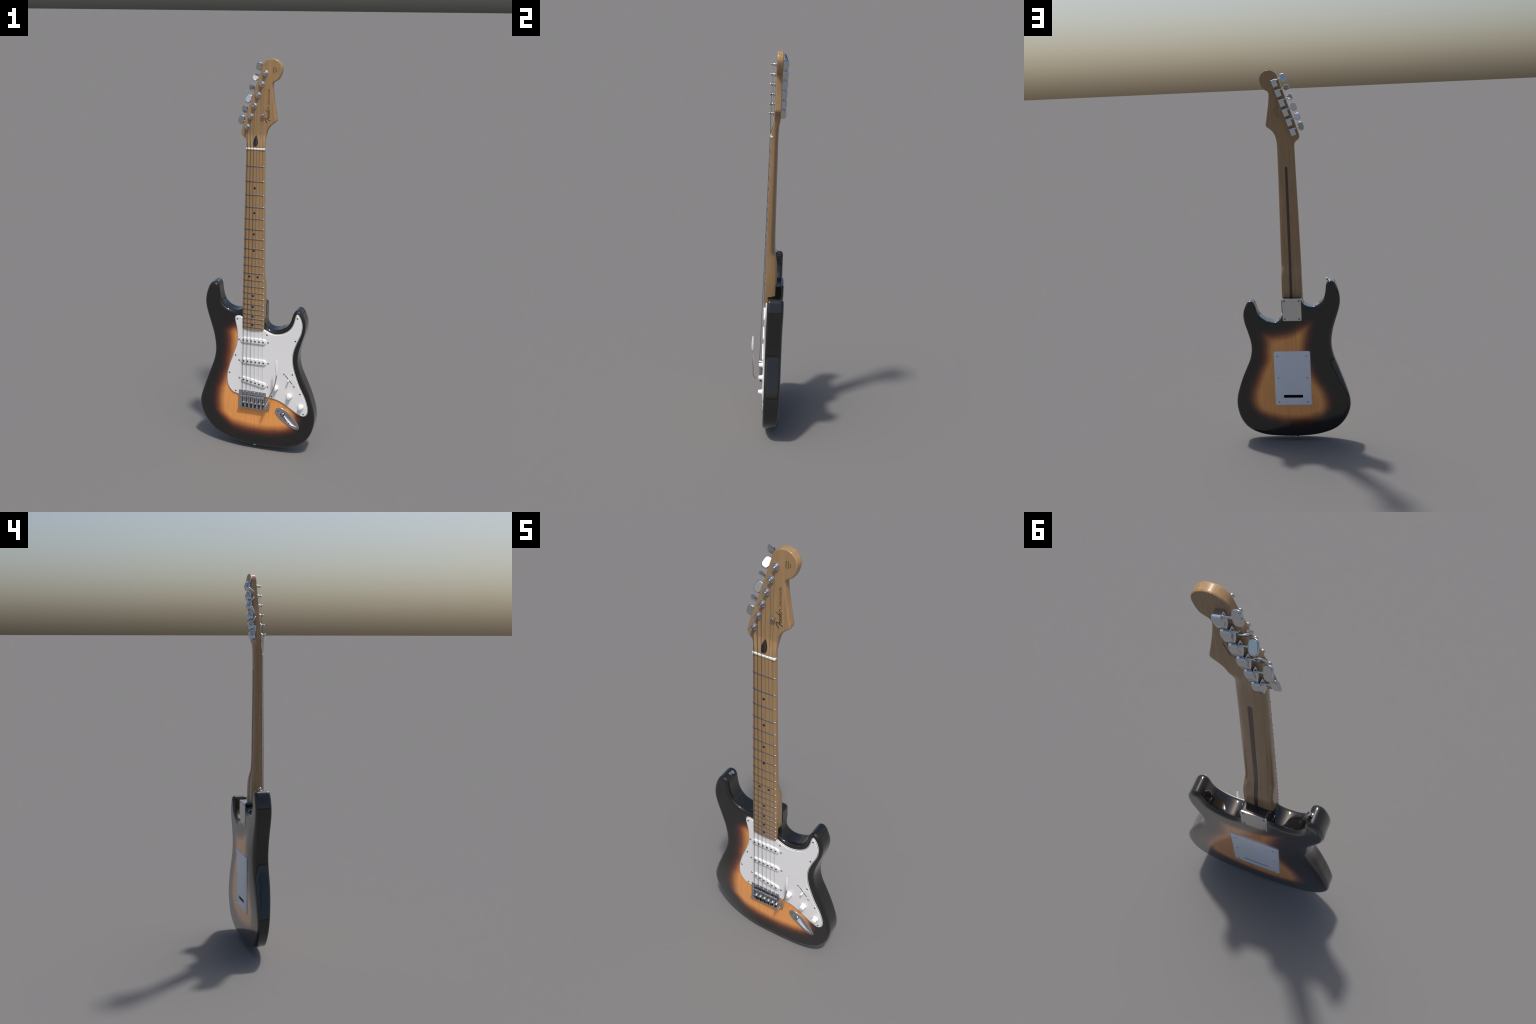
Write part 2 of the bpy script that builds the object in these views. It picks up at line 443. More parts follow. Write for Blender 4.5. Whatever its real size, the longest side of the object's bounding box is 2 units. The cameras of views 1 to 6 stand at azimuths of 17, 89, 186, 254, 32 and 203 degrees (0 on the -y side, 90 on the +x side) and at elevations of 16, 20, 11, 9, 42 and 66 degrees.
V, F = [], []
rings = []
NR = 9
prof = []
for k in range(NR + 1):                                  # front roll, face -> wall
    a = k / NR * math.pi / 2
    prof.append((AF * (1 - math.sin(a)), YF + HF * (1 - math.cos(a))))
for k in range(1, 6):                                     # wall
    t = k / 6; prof.append((0 * AF, (YF + HF) * (1 - t) + (YB - HB) * t))
for k in range(NR + 1):                                   # back roll
    a = (1 - k / NR) * math.pi / 2
    prof.append((AB * (1 - math.sin(a)), YB - HB * (1 - math.cos(a))))
for ins, y in prof:
    Q = BO + BN * ins[:, None]
    yy = shape_y(Q[:, 0], y + 0 * Q[:, 0], Q[:, 1])
    V.append(np.stack([Q[:, 0], yy, Q[:, 1]], 1))
for k in range(len(prof) - 1):
    for i in range(NB):
        j = (i + 1) % NB
        F.append((k * NB + i, k * NB + j, (k + 1) * NB + j, (k + 1) * NB + i))
Vb = np.vstack(V)

def cap(loop_idx, y0, spacing=.0065):
    """fill a loop with an even triangle mesh that can follow the contour cuts"""
    global Vb
    P = Vb[loop_idx][:, [0, 2]]
    xs = np.arange(-.32, .32, spacing); zs = np.arange(.02, .91, spacing * .866)
    G = np.array([(x + (.5 * spacing if r % 2 else 0), z) for r, z in enumerate(zs) for x in xs])
    a, b = P, np.roll(P, -1, 0)
    inside = np.zeros(len(G), bool); dmin = np.full(len(G), 9.)
    for p, q in zip(a, b):
        c = (p[1] > G[:, 1]) != (q[1] > G[:, 1])
        with np.errstate(divide='ignore', invalid='ignore'):
            xi = (q[0] - p[0]) * (G[:, 1] - p[1]) / (q[1] - p[1]) + p[0]
        inside ^= c & (G[:, 0] < xi)
        dmin = np.minimum(dmin, np.hypot(G[:, 0] - p[0], G[:, 1] - p[1]))
    G = G[inside & (dmin > spacing * .55)]
    n = len(P)
    cv = [Vector(p) for p in P] + [Vector(g) for g in G]
    vs, es, fs, ov, oe, of = delaunay_2d_cdt(cv, [(i, (i + 1) % n) for i in range(n)], [], 1, 1e-7)
    base = len(Vb); mapv = {}; new = []
    for i, o in enumerate(ov):
        src = [k for k in o if k < n]
        if src: mapv[i] = int(loop_idx[src[0]])
        else:
            mapv[i] = base + len(new); new.append((vs[i][0], y0, vs[i][1]))
    new = np.array(new)
    new[:, 1] = shape_y(new[:, 0], new[:, 1], new[:, 2])
    if y0 < 0:
        new[:, 1] += np.where(jack_well(new[:, 0], new[:, 2]) > .0005, jack_well(new[:, 0], new[:, 2]) + .004, 0)
    else:
        slot = (np.abs(new[:, 0] + .0027) < .060) & (np.abs(new[:, 2] - .26) < .016)
        new[:, 1] -= np.where(slot, .032, 0)
    Vb = np.vstack([Vb, new])
    return [tuple(mapv[i] for i in f) for f in fs]

F += cap(np.arange(NB), YF)
F += cap(np.arange(NB) + (len(prof) - 1) * NB, YB)
body = mesh_obj("body", Vb, F, LACQUER, root, angle=50)

# ================================================================== NECK WITH HEADSTOCK
BC, BRD = (.0622, 1.9514), .0486                       # ball end of the headstock
BALL_R = [(BC[1] + BRD * math.sin(a), BC[0] + BRD * math.cos(a)) for a in np.radians([8, 20, 32, 44, 55, 66, 75, 82, 87, 89.9])]
BALL_L = [(BC[1] + BRD * math.sin(a), BC[0] - BRD * math.cos(a)) for a in np.radians([20, 32, 44, 55, 66, 75, 82, 87, 89.9])]
RIGHT = [(.672, .0424), (.80, .0426), (.95, .0416), (1.2, .0391), (1.4, .0370), (1.5, .0363), (1.585, .0358), (1.6184, .0355), (1.6481, .0376), (1.669, .0428),
         (1.6872, .0535), (1.701, .0680), (1.7104, .0805), (1.7165, .0866), (1.7239, .0877), (1.7473, .0836), (1.7822, .0774), (1.82, .0714),
         (1.8489, .0677), (1.8721, .0655), (1.8837, .0662), (1.8926, .0705), (1.8989, .0816), (1.9066, .0932), (1.92, .1014), (1.9347, .1068),
         (1.9460, .1096)] + BALL_R
LEFT = [(.672, -.0680), (.80, -.0682), (.9, -.0674), (1.2, -.0627), (1.4, -.0586), (1.5, -.0566), (1.585, -.0554), (1.604, -.0549), (1.6165, -.0562), (1.6277, -.0608),
        (1.6391, -.0732), (1.649, -.0830), (1.6583, -.0848), (1.6718, -.0823), (1.7226, -.0664), (1.7703, -.0504), (1.8149, -.0344), (1.8623, -.0186),
        (1.9095, -.0028), (1.9419, .0077), (1.9560, .0124)] + BALL_L
rc = spline([(x, z) for z, x in RIGHT], 1600, False); lc = spline([(x, z) for z, x in LEFT], 1600, False)
rc = rc[np.argsort(rc[:, 1], kind='stable')]; lc = lc[np.argsort(lc[:, 1], kind='stable')]
def nk_r(z):
    c = np.clip(.007 - (z - .672), 0, .007); return np.interp(z, rc[:, 1], rc[:, 0]) - (.007 - np.sqrt(np.maximum(.007 ** 2 - c ** 2, 0)))
def nk_l(z):
    c = np.clip(.007 - (z - .672), 0, .007); return np.interp(z, lc[:, 1], lc[:, 0]) + (.007 - np.sqrt(np.maximum(.007 ** 2 - c ** 2, 0)))

def neck_front(x, z):
    l, r = nk_l(z), nk_r(z)
    u = np.clip((x - (l + r) / 2) / np.maximum((r - l) / 2, 1e-4), -1, 1)
    board = -.0215 - .0024 * (1 - u * u)
    h = sstep(1.588, 1.655, z)
    return board * (1 - h) + -.0106 * h

BZ = [(.66, .0385), (.80, .0385), (.874, .0372), (.905, .0350), (.924, .0326), (.945, .0292), (.966, .0256), (.995, .0228), (1.036, .0208), (1.139, .0190), (1.275, .0170),
      (1.407, .0152), (1.537, .0143), (1.59, .0146), (1.62, .0158), (1.645, .0180), (1.67, .0198), (1.70, .0203), (2.01, .0203)]
bzc = spline([(y, z) for z, y in BZ], 600, False)
zrow = np.concatenate([.672 + .007 * (1 - np.cos(np.linspace(0, math.pi / 2, 8)))[:-1], np.arange(.679, 1.59, .005), np.arange(1.59, 1.975, .0011),
                       2.0 - .025 * (1 - np.sin(np.linspace(0, math.pi / 2, 34)))])
NU = 45
uu = np.sin(np.linspace(-1, 1, NU) * math.pi / 2)
uu = np.sign(uu) * (1 - (1 - np.abs(uu)) ** .92)
ZZ = np.repeat(zrow[:, None], NU, 1)
LL, RR = nk_l(ZZ), nk_r(ZZ)
XX = (LL + RR) / 2 + uu[None] * (RR - LL) / 2
hw = sstep(1.60, 1.668, ZZ)
yf = neck_front(XX, ZZ)
yb = np.interp(ZZ, bzc[:, 1], bzc[:, 0])
heel = 1 - sstep(.895, .980, ZZ)
pw = 2.6 + 7 * heel
ye = -.0075 * (1 - heel) + .012 * heel
roundb = ye + (yb - ye) * (1 - np.abs(uu[None]) ** pw) ** (1 / (1.9 + .8 * heel))
ybk = roundb * (1 - hw) + yb * hw
# distance from the outline for the rolled edges of the headstock
op = np.vstack([rc[rc[:, 1] > 1.58], lc[lc[:, 1] > 1.58][::-1]])
dd = np.full(ZZ.shape, 1.)
hm = ZZ > 1.585
pts = np.stack([XX[hm], ZZ[hm]], 1)
dm = np.full(len(pts), 9.)
for c in range(0, len(op), 200):
    seg = op[c:c + 200]
    dm = np.minimum(dm, np.sqrt(((pts[:, None] - seg[None]) ** 2).sum(2)).min(1))
dd[hm] = np.where(dm < .0007, 0, dm)
edge_d = np.minimum(XX - LL, RR - XX)
dd = np.where(ZZ > 1.60, dd, edge_d)
dd[:, 0] = 0; dd[:, -1] = 0; dd[-1, :] = np.minimum(dd[-1, :], .0004)
def roll(d, b):
    t = np.clip(1 - d / b, 0, 1); return b * (1 - np.sqrt(np.maximum(1 - t * t, 0)))
bf = .0018 + .0032 * sstep(1.59, 1.66, ZZ)
yf = yf + roll(dd, bf)
ybk = ybk - roll(dd, .0045) * hw
nr = len(zrow)
VV = np.vstack([np.stack([XX, yf, ZZ], 2).reshape(-1, 3), np.stack([XX, ybk, ZZ], 2).reshape(-1, 3)])
FF = []
o2 = nr * NU
for i in range(nr - 1):
    for j in range(NU - 1):
        a = i * NU + j
        FF.append((a, a + 1, a + NU + 1, a + NU)); FF.append((o2 + a, o2 + a + NU, o2 + a + NU + 1, o2 + a + 1))
    for j in (0, NU - 1):
        a = i * NU + j; FF.append((a, a + NU, o2 + a + NU, o2 + a))
for i in (0, nr - 1):
    for j in range(NU - 1):
        a = i * NU + j; FF.append((a, o2 + a, o2 + a + 1, a + 1))
neck = mesh_obj("neck", VV, FF, MAPLE, root, angle=40)

def on_neck(x, z, lift=.0005):
    return float(neck_front(np.float64(x), np.float64(z))) - lift

# walnut stripe let into the back of the neck
def stripe():
    V, F = [], []
    zs = np.concatenate([np.linspace(.80, 1.485, 120), 1.485 + .0185 * np.sin(np.linspace(0, 1, 10)[1:] * math.pi / 2)])
    for z in zs:
        hwid = .0068
        if z > 1.497: hwid = math.sqrt(max(.0068 ** 2 - (z - 1.4968) ** 2, 1e-8))
        cx = -.0095 + (.0005) * (z - .8)
        l, r = float(nk_l(z)), float(nk_r(z)); c, h = (l + r) / 2, (r - l) / 2
        y0 = float(np.interp(z, bzc[:, 1], bzc[:, 0])); he = 1 - float(sstep(.895, .980, z))
        p = 2.6 + 7 * he; e = -.0075 * (1 - he) + .012 * he
        for k in range(7):
            x = cx + hwid * (k / 3 - 1); u = abs((x - c) / h)
            V.append((x, e + (y0 - e) * (1 - u ** p) ** (1 / (1.9 + .8 * he)) + .0005, z))
    n = len(zs)
    for i in range(n - 1):
        for k in range(6):
            a = i * 7 + k; F.append((a, a + 1, a + 8, a + 7))
    V2 = [(x, y - .003, z) for x, y, z in V]; o = len(V)
    F2 = [tuple(o + k for k in f[::-1]) for f in F]
    for i in range(n - 1):
        for k in (0, 6):
            a = i * 7 + k; F2.append((a, a + 7, o + a + 7, o + a))
    for k in range(6):
        for a in (k, (n - 1) * 7 + k): F2.append((a, a + 1, o + a + 1, o + a))
    return mesh_obj("neck_stripe", V + V2, F + F2, WALNUT, neck)
stripe()

# frets
FRETZ = [1.5020, 1.4294, 1.3633, 1.3035, 1.2457, 1.1935, 1.1435, 1.0950, 1.0507, 1.0099, .9703, .9339, .9000, .8676, .8373, .8078, .7812, .7558, .7312, .7084, .6870]
for z in FRETZ:
    l, r = float(nk_l(z)) + .0002, float(nk_r(z)) - .0006
    path = [(l + (r - l) * t, on_neck(l + (r - l) * t, z, .0006) + (.0024 if t in (0, 1) else 0), z) for t in [0, .02] + list(np.linspace(.06, .94, 12)) + [.98, 1]]
    tube("fret", path, .0021, FRETWIRE, neck, seg=8)

# position dots: face and bass edge
disc = lathe("position_dot", [(.0053, -.002), (.0053, .0000), (.0049, .0002)], DOT, neck, seg=24)
discs = []
def zmid(n): return 1.0850 if n == 9 else (FRETZ[n - 1] + FRETZ[n - 2]) / 2
for n in (3, 5, 7, 9, 15, 17, 19, 21): discs.append((-.0103 - .0052 * (1.45 - zmid(n)) / .75, zmid(n)))
discs += [(-.0335, zmid(12)), (.0080, zmid(12))]
for k, (x, z) in enumerate(discs):
    mt = at((x, on_neck(x, z, .0003), z), FRONT)
    if k == 0: disc.matrix_local = mt
    else: instance(disc, "position_dot", neck, mt)
LEFTF = frame((-1, 0, 0))
for n in (3, 5, 7, 9, 12, 15, 17, 19, 21):
    z = zmid(n); mt = at((float(nk_l(z)) - .0001, -.0150, z), LEFTF) @ Matrix.Scale(.42, 4)
    instance(disc, "side_dot", neck, mt)

# nut
bm = bmesh.new()
box_bm(bm, (.0925, .0125, .0085), at((-.0091, -.0200, 1.5842)), bevel=.0016, segs=3)
nut = bm_obj("nut", bm, BONE, neck)

# teardrop plug above the nut
tear = []
for t in np.linspace(0, 1, 25):
    zt = 1.5945 + .0525 * t
    wd = .0122 * math.sin(math.pi * min(1, (t + .0) ** .62)) ** .75 if 0 < t < 1 else 0
    tear.append((zt, wd))
V, F = [], []
for zt, wd in tear:
    for k in range(7):
        x = -.0104 + wd * (k / 3 - 1) + .0012 * (zt - 1.5945) / .0525
        V.append((x, on_neck(x, zt, .0007), zt))
for i in range(len(tear) - 1):
    for k in range(6):
        a = i * 7 + k; F.append((a, a + 1, a + 8, a + 7))
o = len(V); V += [(x, y + .003, z) for x, y, z in V]; F += [tuple(o + k for k in f[::-1]) for f in F]
for i in range(len(tear) - 1):
    for k in (0, 6):
        a = i * 7 + k; F.append((a, a + 7, o + a + 7, o + a))
mesh_obj("truss_rod_plug", V, F, PLUG, neck)

# ------------------------------------------------------------------ lettering
TXT_FRONT = Matrix(((0, -1, 0), (0, 0, -1), (1, 0, 0))).to_4x4()        # text x -> +z, text y -> -x
def text(name, s, size, loc, mat, rot=TXT_FRONT, shear=0., width=None, bold=0.):
    cu = bpy.data.curves.new(name, 'FONT'); cu.body = s; cu.size = size; cu.extrude = .0003; cu.shear = shear; cu.offset = bold
    cu.resolution_u = 2
    tmp = link(bpy.data.objects.new(name, cu))
    bpy.context.view_layer.update()
    me = bpy.data.meshes.new_from_object(tmp.evaluated_get(bpy.context.evaluated_depsgraph_get()))
    bpy.data.objects.remove(tmp)
    if width:
        xs = [v.co.x for v in me.vertices]; k = width / (max(xs) - min(xs)); x0 = min(xs)
        for v in me.vertices: v.co.x = (v.co.x - x0) * k
    me.materials.clear(); me.materials.append(mat)
    ob = link(bpy.data.objects.new(name, me)); ob.parent = neck
    ob.matrix_local = at(loc, rot)
    return ob
YH = -.0106
text("model_lettering", "STRATOCASTER", .0118, (.0533, YH - .0001, 1.7905), FADED, shear=.2, width=.0715)
text("small_lettering", "ORIGINAL", .0060, (.0712, YH - .0001, 1.9345), FADED, width=.0275)
text("small_lettering", "CONTOUR", .0060, (.0792, YH - .0001, 1.9340), FADED, width=.0290)
text("small_lettering", "BODY", .0060, (.0865, YH - .0001, 1.9410), FADED, width=.0165)
tdir = Vector((.321, 0, .947)).normalized(); adir = Vector((-.947, 0, .321)).normalized()
TXT_BACK = Matrix((-tdir, adir, Vector((0, 1, 0)))).transposed().to_4x4()
text("serial_lettering", "MZ5115702", .0098, (.0345, .0205, 1.8160), STAMP, rot=TXT_BACK, width=.0650)
text("origin_lettering", "MADE IN MEXICO", .0062, (.0445, .0205, 1.8070), INK, rot=TXT_BACK, width=.0540)

# maker's script, drawn as pen strokes: (along, up) in the reading direction, metres
BASE = .0535                                            # baseline x
strokes = [
    ([(.0000, .0100), (.0070, .0150), (.0140, .0196), (.0195, .0208), (.0222, .0180), (.0205, .0130), (.0165, .0050), (.0125, -.0058)], .0019),
    ([(.0135, .0062), (.0195, .0078), (.0250, .0098)], .0015),
    ([(.0222, .0028), (.0265, .0050), (.0290, .0075), (.0268, .0092), (.0240, .0060), (.0243, .0016), (.0275, .0004), (.0320, .0030)], .0013),
    ([(.0318, .0013), (.0335, .0078), (.0330, .0020), (.0372, .0082), (.0390, .0070), (.0382, .0008), (.0415, .0020)], .0014),
    ([(.0490, .0078), (.0440, .0070), (.0428, .0022), (.0460, .0006), (.0500, .0050), (.0620, .0232)], .0015),
    ([(.0500, .0050), (.0505, .0013), (.0535, .0012)], .0013),
    ([(.0530, .0028), (.0580, .0056), (.0600, .0080), (.0578, .0094), (.0552, .0062), (.0556, .0016), (.0590, .0004), (.0635, .0030)], .0013),
    ([(.0645, .0005), (.0672, .0100), (.0668, .0068), (.0708, .0090), (.0738, .0060), (.0772, .0008)], .0014),
]
V, F = [], []
for pts_, rad in strokes:
    P = spline(pts_, 40, False)
    path = np.stack([BASE - P[:, 1], np.full(len(P), YH + .0004), 1.7050 + P[:, 0]], 1)
    v, f = tube_geo(path, rad, 8, len(V)); V += [(a[0], YH + .0004 + (a[1] - YH - .0004) * .6, a[2]) for a in v]; F += f
mesh_obj("maker_script", V, F, INK, neck, angle=60)

# ================================================================== PICKGUARD
GUARD = [(.0400, .6795), (.0569, .6716), (.0750, .6637), (.0910, .6596), (.1108, .6597), (.1345, .6652), (.1521, .6735), (.1676, .6847), (.1791, .6973), (.1885, .7127),
         (.1950, .7297), (.1985, .7442), (.2020, .7607), (.2066, .7733), (.2122, .7784), (.2195, .7725), (.2282, .7599), (.2344, .7446), (.2388, .7271),
         (.2400, .7111), (.2378, .6926), (.2335, .6718), (.2252, .6504), (.2160, .6288), (.2055, .6007), (.1990, .5793), (.1955, .5608), (.1940, .5439), (.1945, .5232),
         (.1970, .5007), (.2019, .4785), (.2105, .4505), (.2212, .4205), (.2319, .3927), (.2444, .3671), (.2571, .3415), (.2656, .3216), (.2732, .2973),
         (.2772, .2787), (.2782, .2640), (.2770, .2500), (.2723, .2392), (.2636, .2313), (.2526, .2291), (.2405, .2318), (.2263, .2370), (.2100, .2464),
         (.1957, .2559), (.1772, .2680), (.1588, .2801), (.1424, .2893), (.1240, .2972), (.1036, .3025), (.0771, .3064), (.0576, .3076), (.0100, .3080), (-.0400, .3055), (-.0909, .3048),
         (-.1045, .3081), (-.1191, .3124), (-.1307, .3222), (-.1422, .3378), (-.1496, .3541), (-.1534, .3751), (-.1538, .3988), (-.1506, .4229), (-.1444, .4495),
         (-.1361, .4784), (-.1268, .5030), (-.1176, .5318), (-.1094, .5561), (-.1023, .5801), (-.0993, .6077), (-.0988, .6328), (-.1002, .6593), (-.1037, .6795),
         (-.1078, .6976), (-.1109, .7137), (-.1116, .7239), (-.1079, .7315), (-.1008, .7365), (-.0897, .7378), (-.0796, .7360), (-.0704, .7320), (-.0640, .7290), (-.060, .715), (-.03, .69), (.01, .684)]
GO = ccw(relax(spline(GUARD, 420), 1))
GY = -.0178
guard = plate("pickguard", GO, [(0, YF + .0006), (0, -.0133), (.0004, -.0136), (.0010, -.0141), (.0026, -.0155), (.0038, -.0172), (.0046, GY)],
              [WHITE, BLACKP], root, fmat=[0, 0, 0, 1, 0, 0, 0], angle=30)

def head_screw(name, r, dome, mat, parent, seg=24, slot='cross', slot_bar_mat=RECESS_BLACK):
    bm = bmesh.new()
    n = 5; V = []
    for k in range(n + 1):
        a = k / n * math.pi / 2
        V.append((r * math.cos(a), dome * math.sin(a)))
    prev = None
    allp = [(r, -.003)] + V[:-1]
    for rr, h in allp:
        ring = [bm.verts.new((rr * math.cos(2 * math.pi * i / seg), rr * math.sin(2 * math.pi * i / seg), h)) for i in range(seg)]
        if prev:
            for i in range(seg): bm.faces.new((prev[i], prev[(i + 1) % seg], ring[(i + 1) % seg], ring[i]))
        prev = ring
    top = bm.verts.new((0, 0, dome))
    for i in range(seg): bm.faces.new((prev[i], prev[(i + 1) % seg], top))
    if slot:
        w = r * .26; l = r * 1.15; h = dome * .5
        for ang in ((0, 90) if slot == 'cross' else (25,)):
            box_bm(bm, (l, w, h), at((0, 0, dome - h / 2 + .0002)) @ Matrix.Rotation(math.radians(ang + 20), 4, 'Z'), midx=1)  # dark bars added slightly proud of the head, standing in for a cut recess
    return bm_obj(name, bm, [mat, slot_bar_mat], parent)

gs = [(-.0967, .7196), (.2140, .7572), (.0590, .6511), (.2063, .6367), (-.1059, .5215), (-.1377, .4215), (-.1046, .3230), (.1951, .4543), (.2370, .3536), (.2565, .2445), (.0870, .3180)]
s0 = head_screw("pickguard_screw", .0044, .0011, DULL, guard)
for k, (x, z) in enumerate(gs):
    mt = at((x, GY + .0001, z), FRONT @ Matrix.Rotation(random.uniform(0, 1.5), 4, 'Z'))
    if k == 0: s0.matrix_local = mt
    else: instance(s0, "pickguard_screw", guard, mt)

# ------------------------------------------------------------------ pickups
def stadium(L, W, n=14):
    out = []; r = W / 2
    for cx, a0 in ((L / 2 - r, -90), (-L / 2 + r, 90)):
        for k in range(n + 1):
            a = math.radians(a0 + 180 * k / n); out.append((cx + r * math.cos(a), r * math.sin(a)))
    return np.array(out)
pk_screw = None; pole0 = None; pk0 = None
for (xa, za), (xb, zb) in (((-.0879, .6114), (.0656, .6120)), ((-.0851, .4980), (.0682, .4995)), ((-.0833, .4003), (.0665, .3700))):
    c = Vector(((xa + xb) / 2, 0, (za + zb) / 2)); ang = math.atan2(zb - za, xb - xa)
    rot = Matrix.Rotation(-ang, 4, 'Y')
    if pk0 is None:
        pk0 = plate("pickup", stadium(.1345, .0300), [(0, GY + .001), (0, -.0213), (.0004, -.0224), (.0013, -.0234), (.0026, -.0238)], WHITE, guard, angle=50)
        p = pk0
    else:
        p = pk0.copy(); link(p); p.name = "pickup"; p.parent = guard
    p.matrix_local = at(c, rot)
    for k in range(6):
        mt = at(((k - 2.5) * .02095, -.0238, 0), FRONT)
        if pole0 is None:
            pole0 = lathe("pole_piece", [(.0049, -.003), (.0049, .0005), (.0043, .0011)], [DULL], p, mt, seg=20)
        else: instance(pole0, "pole_piece", p, mt)
    for sx in (-1, 1):
        mt = at((sx * .0768, GY, 0), FRONT @ Matrix.Rotation(random.uniform(0, 1.5), 4, 'Z'))
        if pk_screw is None:
            pk_screw = head_screw("pickup_screw", .0052, .0030, CHROME, p, slot='single', slot_bar_mat=DULL); pk_screw.matrix_local = mt
        else: instance(pk_screw, "pickup_screw", p, mt)

# ------------------------------------------------------------------ knobs, switch
knob0 = None
for k, (x, z) in enumerate(((.1092, .3702), (.1818, .3348), (.2430, .2842))):
    prof_k = [(.0150, .0002), (.0152, .0016), (.0146, .0032), (.0128, .0060), (.0115, .0090), (.0109, .0115), (.0106, .0140), (.0103, .0205), (.0098, .0216), (.0085, .0220)]
    mt = at((x, GY, z), FRONT)
    if knob0 is None:
        knob0 = lathe("control_knob", prof_k, AGED, guard, mt, seg=120, angle=40, ribs=30, ribdepth=.0006, ribrange=(5, 7)); kn = knob0
        bm = bmesh.new()
        box_bm(bm, (.0012, .0060, .0004), at((0, -.0048, .0221)))
        for i in range(11):
            a = math.radians(-60 + i * 30)
            box_bm(bm, (.0011, .0020, .0006), Matrix.Rotation(a, 4, 'Z') @ at((0, .0137, .0050)) @ Matrix.Rotation(math.radians(-58), 4, 'X'))
        mk = bm_obj("knob_marking", bm, GILT, kn)
    else:
        kn = instance(knob0, "control_knob", guard, mt)
        instance(mk, "knob_marking", kn, Matrix.Identity(4))
SA, SB = Vector((.1585, 0, .4462)), Vector((.1960, 0, .4024))
bm = bmesh.new()
sd = (SB - SA); ang = math.atan2(sd.z, sd.x)
box_bm(bm, (sd.length, .0006, .0034), at(((SA.x + SB.x) / 2, GY - .0002, (SA.z + SB.z) / 2), Matrix.Rotation(-ang, 4, 'Y')), bevel=.0002, segs=1)
slot = bm_obj("switch_slot_strip", bm, RECESS_BLACK, guard)  # dark strip added on top of the guard; no slot is cut
lev = lathe("switch_lever", [(.0018, -.002), (.0018, .008)], STEEL, guard, at((.1775, GY, .4245), frame((0, -1, .12))), seg=12)
lathe("switch_tip", [(.0026, .0045), (.0034, .0050), (.0040, .009), (.0043, .015), (.0042, .0205), (.0034, .0224), (.0015, .0230)], AGED, lev, Matrix.Identity(4), seg=24)
ssw = None
for x, z in ((.1525, .4536), (.2045, .3921)):
    mt = at((x, GY, z), FRONT @ Matrix.Rotation(random.uniform(0, 1.5), 4, 'Z'))
    if ssw is None:
        ssw = head_screw("switch_screw", .0052, .0032, CHROME, guard, slot='single', slot_bar_mat=DULL); ssw.matrix_local = mt
    else: instance(ssw, "switch_screw", guard, mt)

# ================================================================== JACK PLATE
JOUT = [(.1067, .2357), (.1100, .2494), (.1170, .2575), (.1260, .2605), (.1408, .2596), (.1592, .2518), (.1798, .2368), (.1963, .2222), (.2109, .2051), (.2233, .1890), (.2335, .1705),
        (.2360, .1594), (.2310, .1515), (.2190, .1502), (.2040, .1529), (.1753, .1666), (.1505, .1842), (.1297, .2004), (.1152, .2160), (.1080, .2270)]
jo = ccw(relax(spline(JOUT, 160), 4)); jn = inward(jo)
V, F = [], []
def jack_y(P):
    w = jack_well(P[:, 0], P[:, 1])
    return -.0150 + w
ringsJ = [(0, YF + .0008), (0, -.0132), (.0006, -.0144)]
for ins, y in ringsJ:
    Q = jo + jn * ins; V += [(q[0], y, q[1]) for q in Q]
cent_s = np.clip(((jo - JA) @ JD), .010, JL - .008)[:, None] * JD + JA          # spine points
base = jo + jn * .0014
NK = 26
for k in range(NK):
    t = k / (NK - 1)
    Q = base * (1 - t) + cent_s * t
    y = jack_y(Q)
    V += [(q[0], yy, q[1]) for q, yy in zip(Q, y)]
nj = len(jo)
for k in range(len(ringsJ) + NK - 1):
    for i in range(nj):
        j = (i + 1) % nj
        F.append((k * nj + i, k * nj + j, (k + 1) * nj + j, (k + 1) * nj + i))
jack = mesh_obj("jack_plate", V, F, CHROME, root, angle=45)
bmj = bmesh.new(); bmj.from_mesh(jack.data); bmesh.ops.remove_doubles(bmj, verts=bmj.verts, dist=1e-5); bmj.to_mesh(jack.data); bmj.free(); smooth(jack.data, 45)
jdir = Vector((JD[0] * .62, -.72, JD[1] * .62)).normalized()
jp = JA + JD * .036
lathe("jack_socket", [(.0100, -.006), (.0100, .001), (.0090, .0030), (.0070, .0032), (.0066, .0065), (.0058, .0072), (.0042, .0070), (.0040, .001)], [CHROME, RECESS_BLACK],
      jack, at((jp[0] - .004, -.0085, jp[1] + .004), frame(jdir)), seg=24, fmat=[0, 0, 0, 0, 0, 0, 1, 1])
sj = head_screw("jack_screw", .0046, .0012, DULL, jack)
sj.matrix_local = at((JA[0], -.0150, JA[1]), FRONT)
instance(sj, "jack_screw", jack, at((JB[0], -.0150, JB[1]), FRONT))

# ================================================================== BRIDGE
BY = -.0215
BR = [(-.0852, .3350), (-.0878, .2420), (.0600, .2420), (.0772, .2430), (.0785, .2600), (.0760, .2760), (.0700, .2860), (.0650, .2880), (.0608, .3020), (.0592, .3120), (.0583, .3345)]
bridge = plate("bridge_plate", np.array(BR), [(0, BY + .0045), (0, BY + .0008), (.0007, BY)], STEEL, root)
bm = bmesh.new()
box_bm(bm, (.1478, .0120, .0034), at((-.0139, BY - .0050, .2437)), bevel=.0008)
bm_obj("bridge_flange", bm, STEEL, bridge)
bs = head_screw("bridge_screw", .0055, .0032, CHROME, bridge, slot='single', slot_bar_mat=DULL)
SX = [-.0640 + .0214 * k for k in range(6)]
for k in range(6):
    mt = at((-.0645 + .0204 * k, BY, .3258), FRONT @ Matrix.Rotation(random.uniform(0, 1.5), 4, 'Z'))
    if k == 0: bs.matrix_local = mt
    else: instance(bs, "bridge_screw", bridge, mt)
sad0 = None
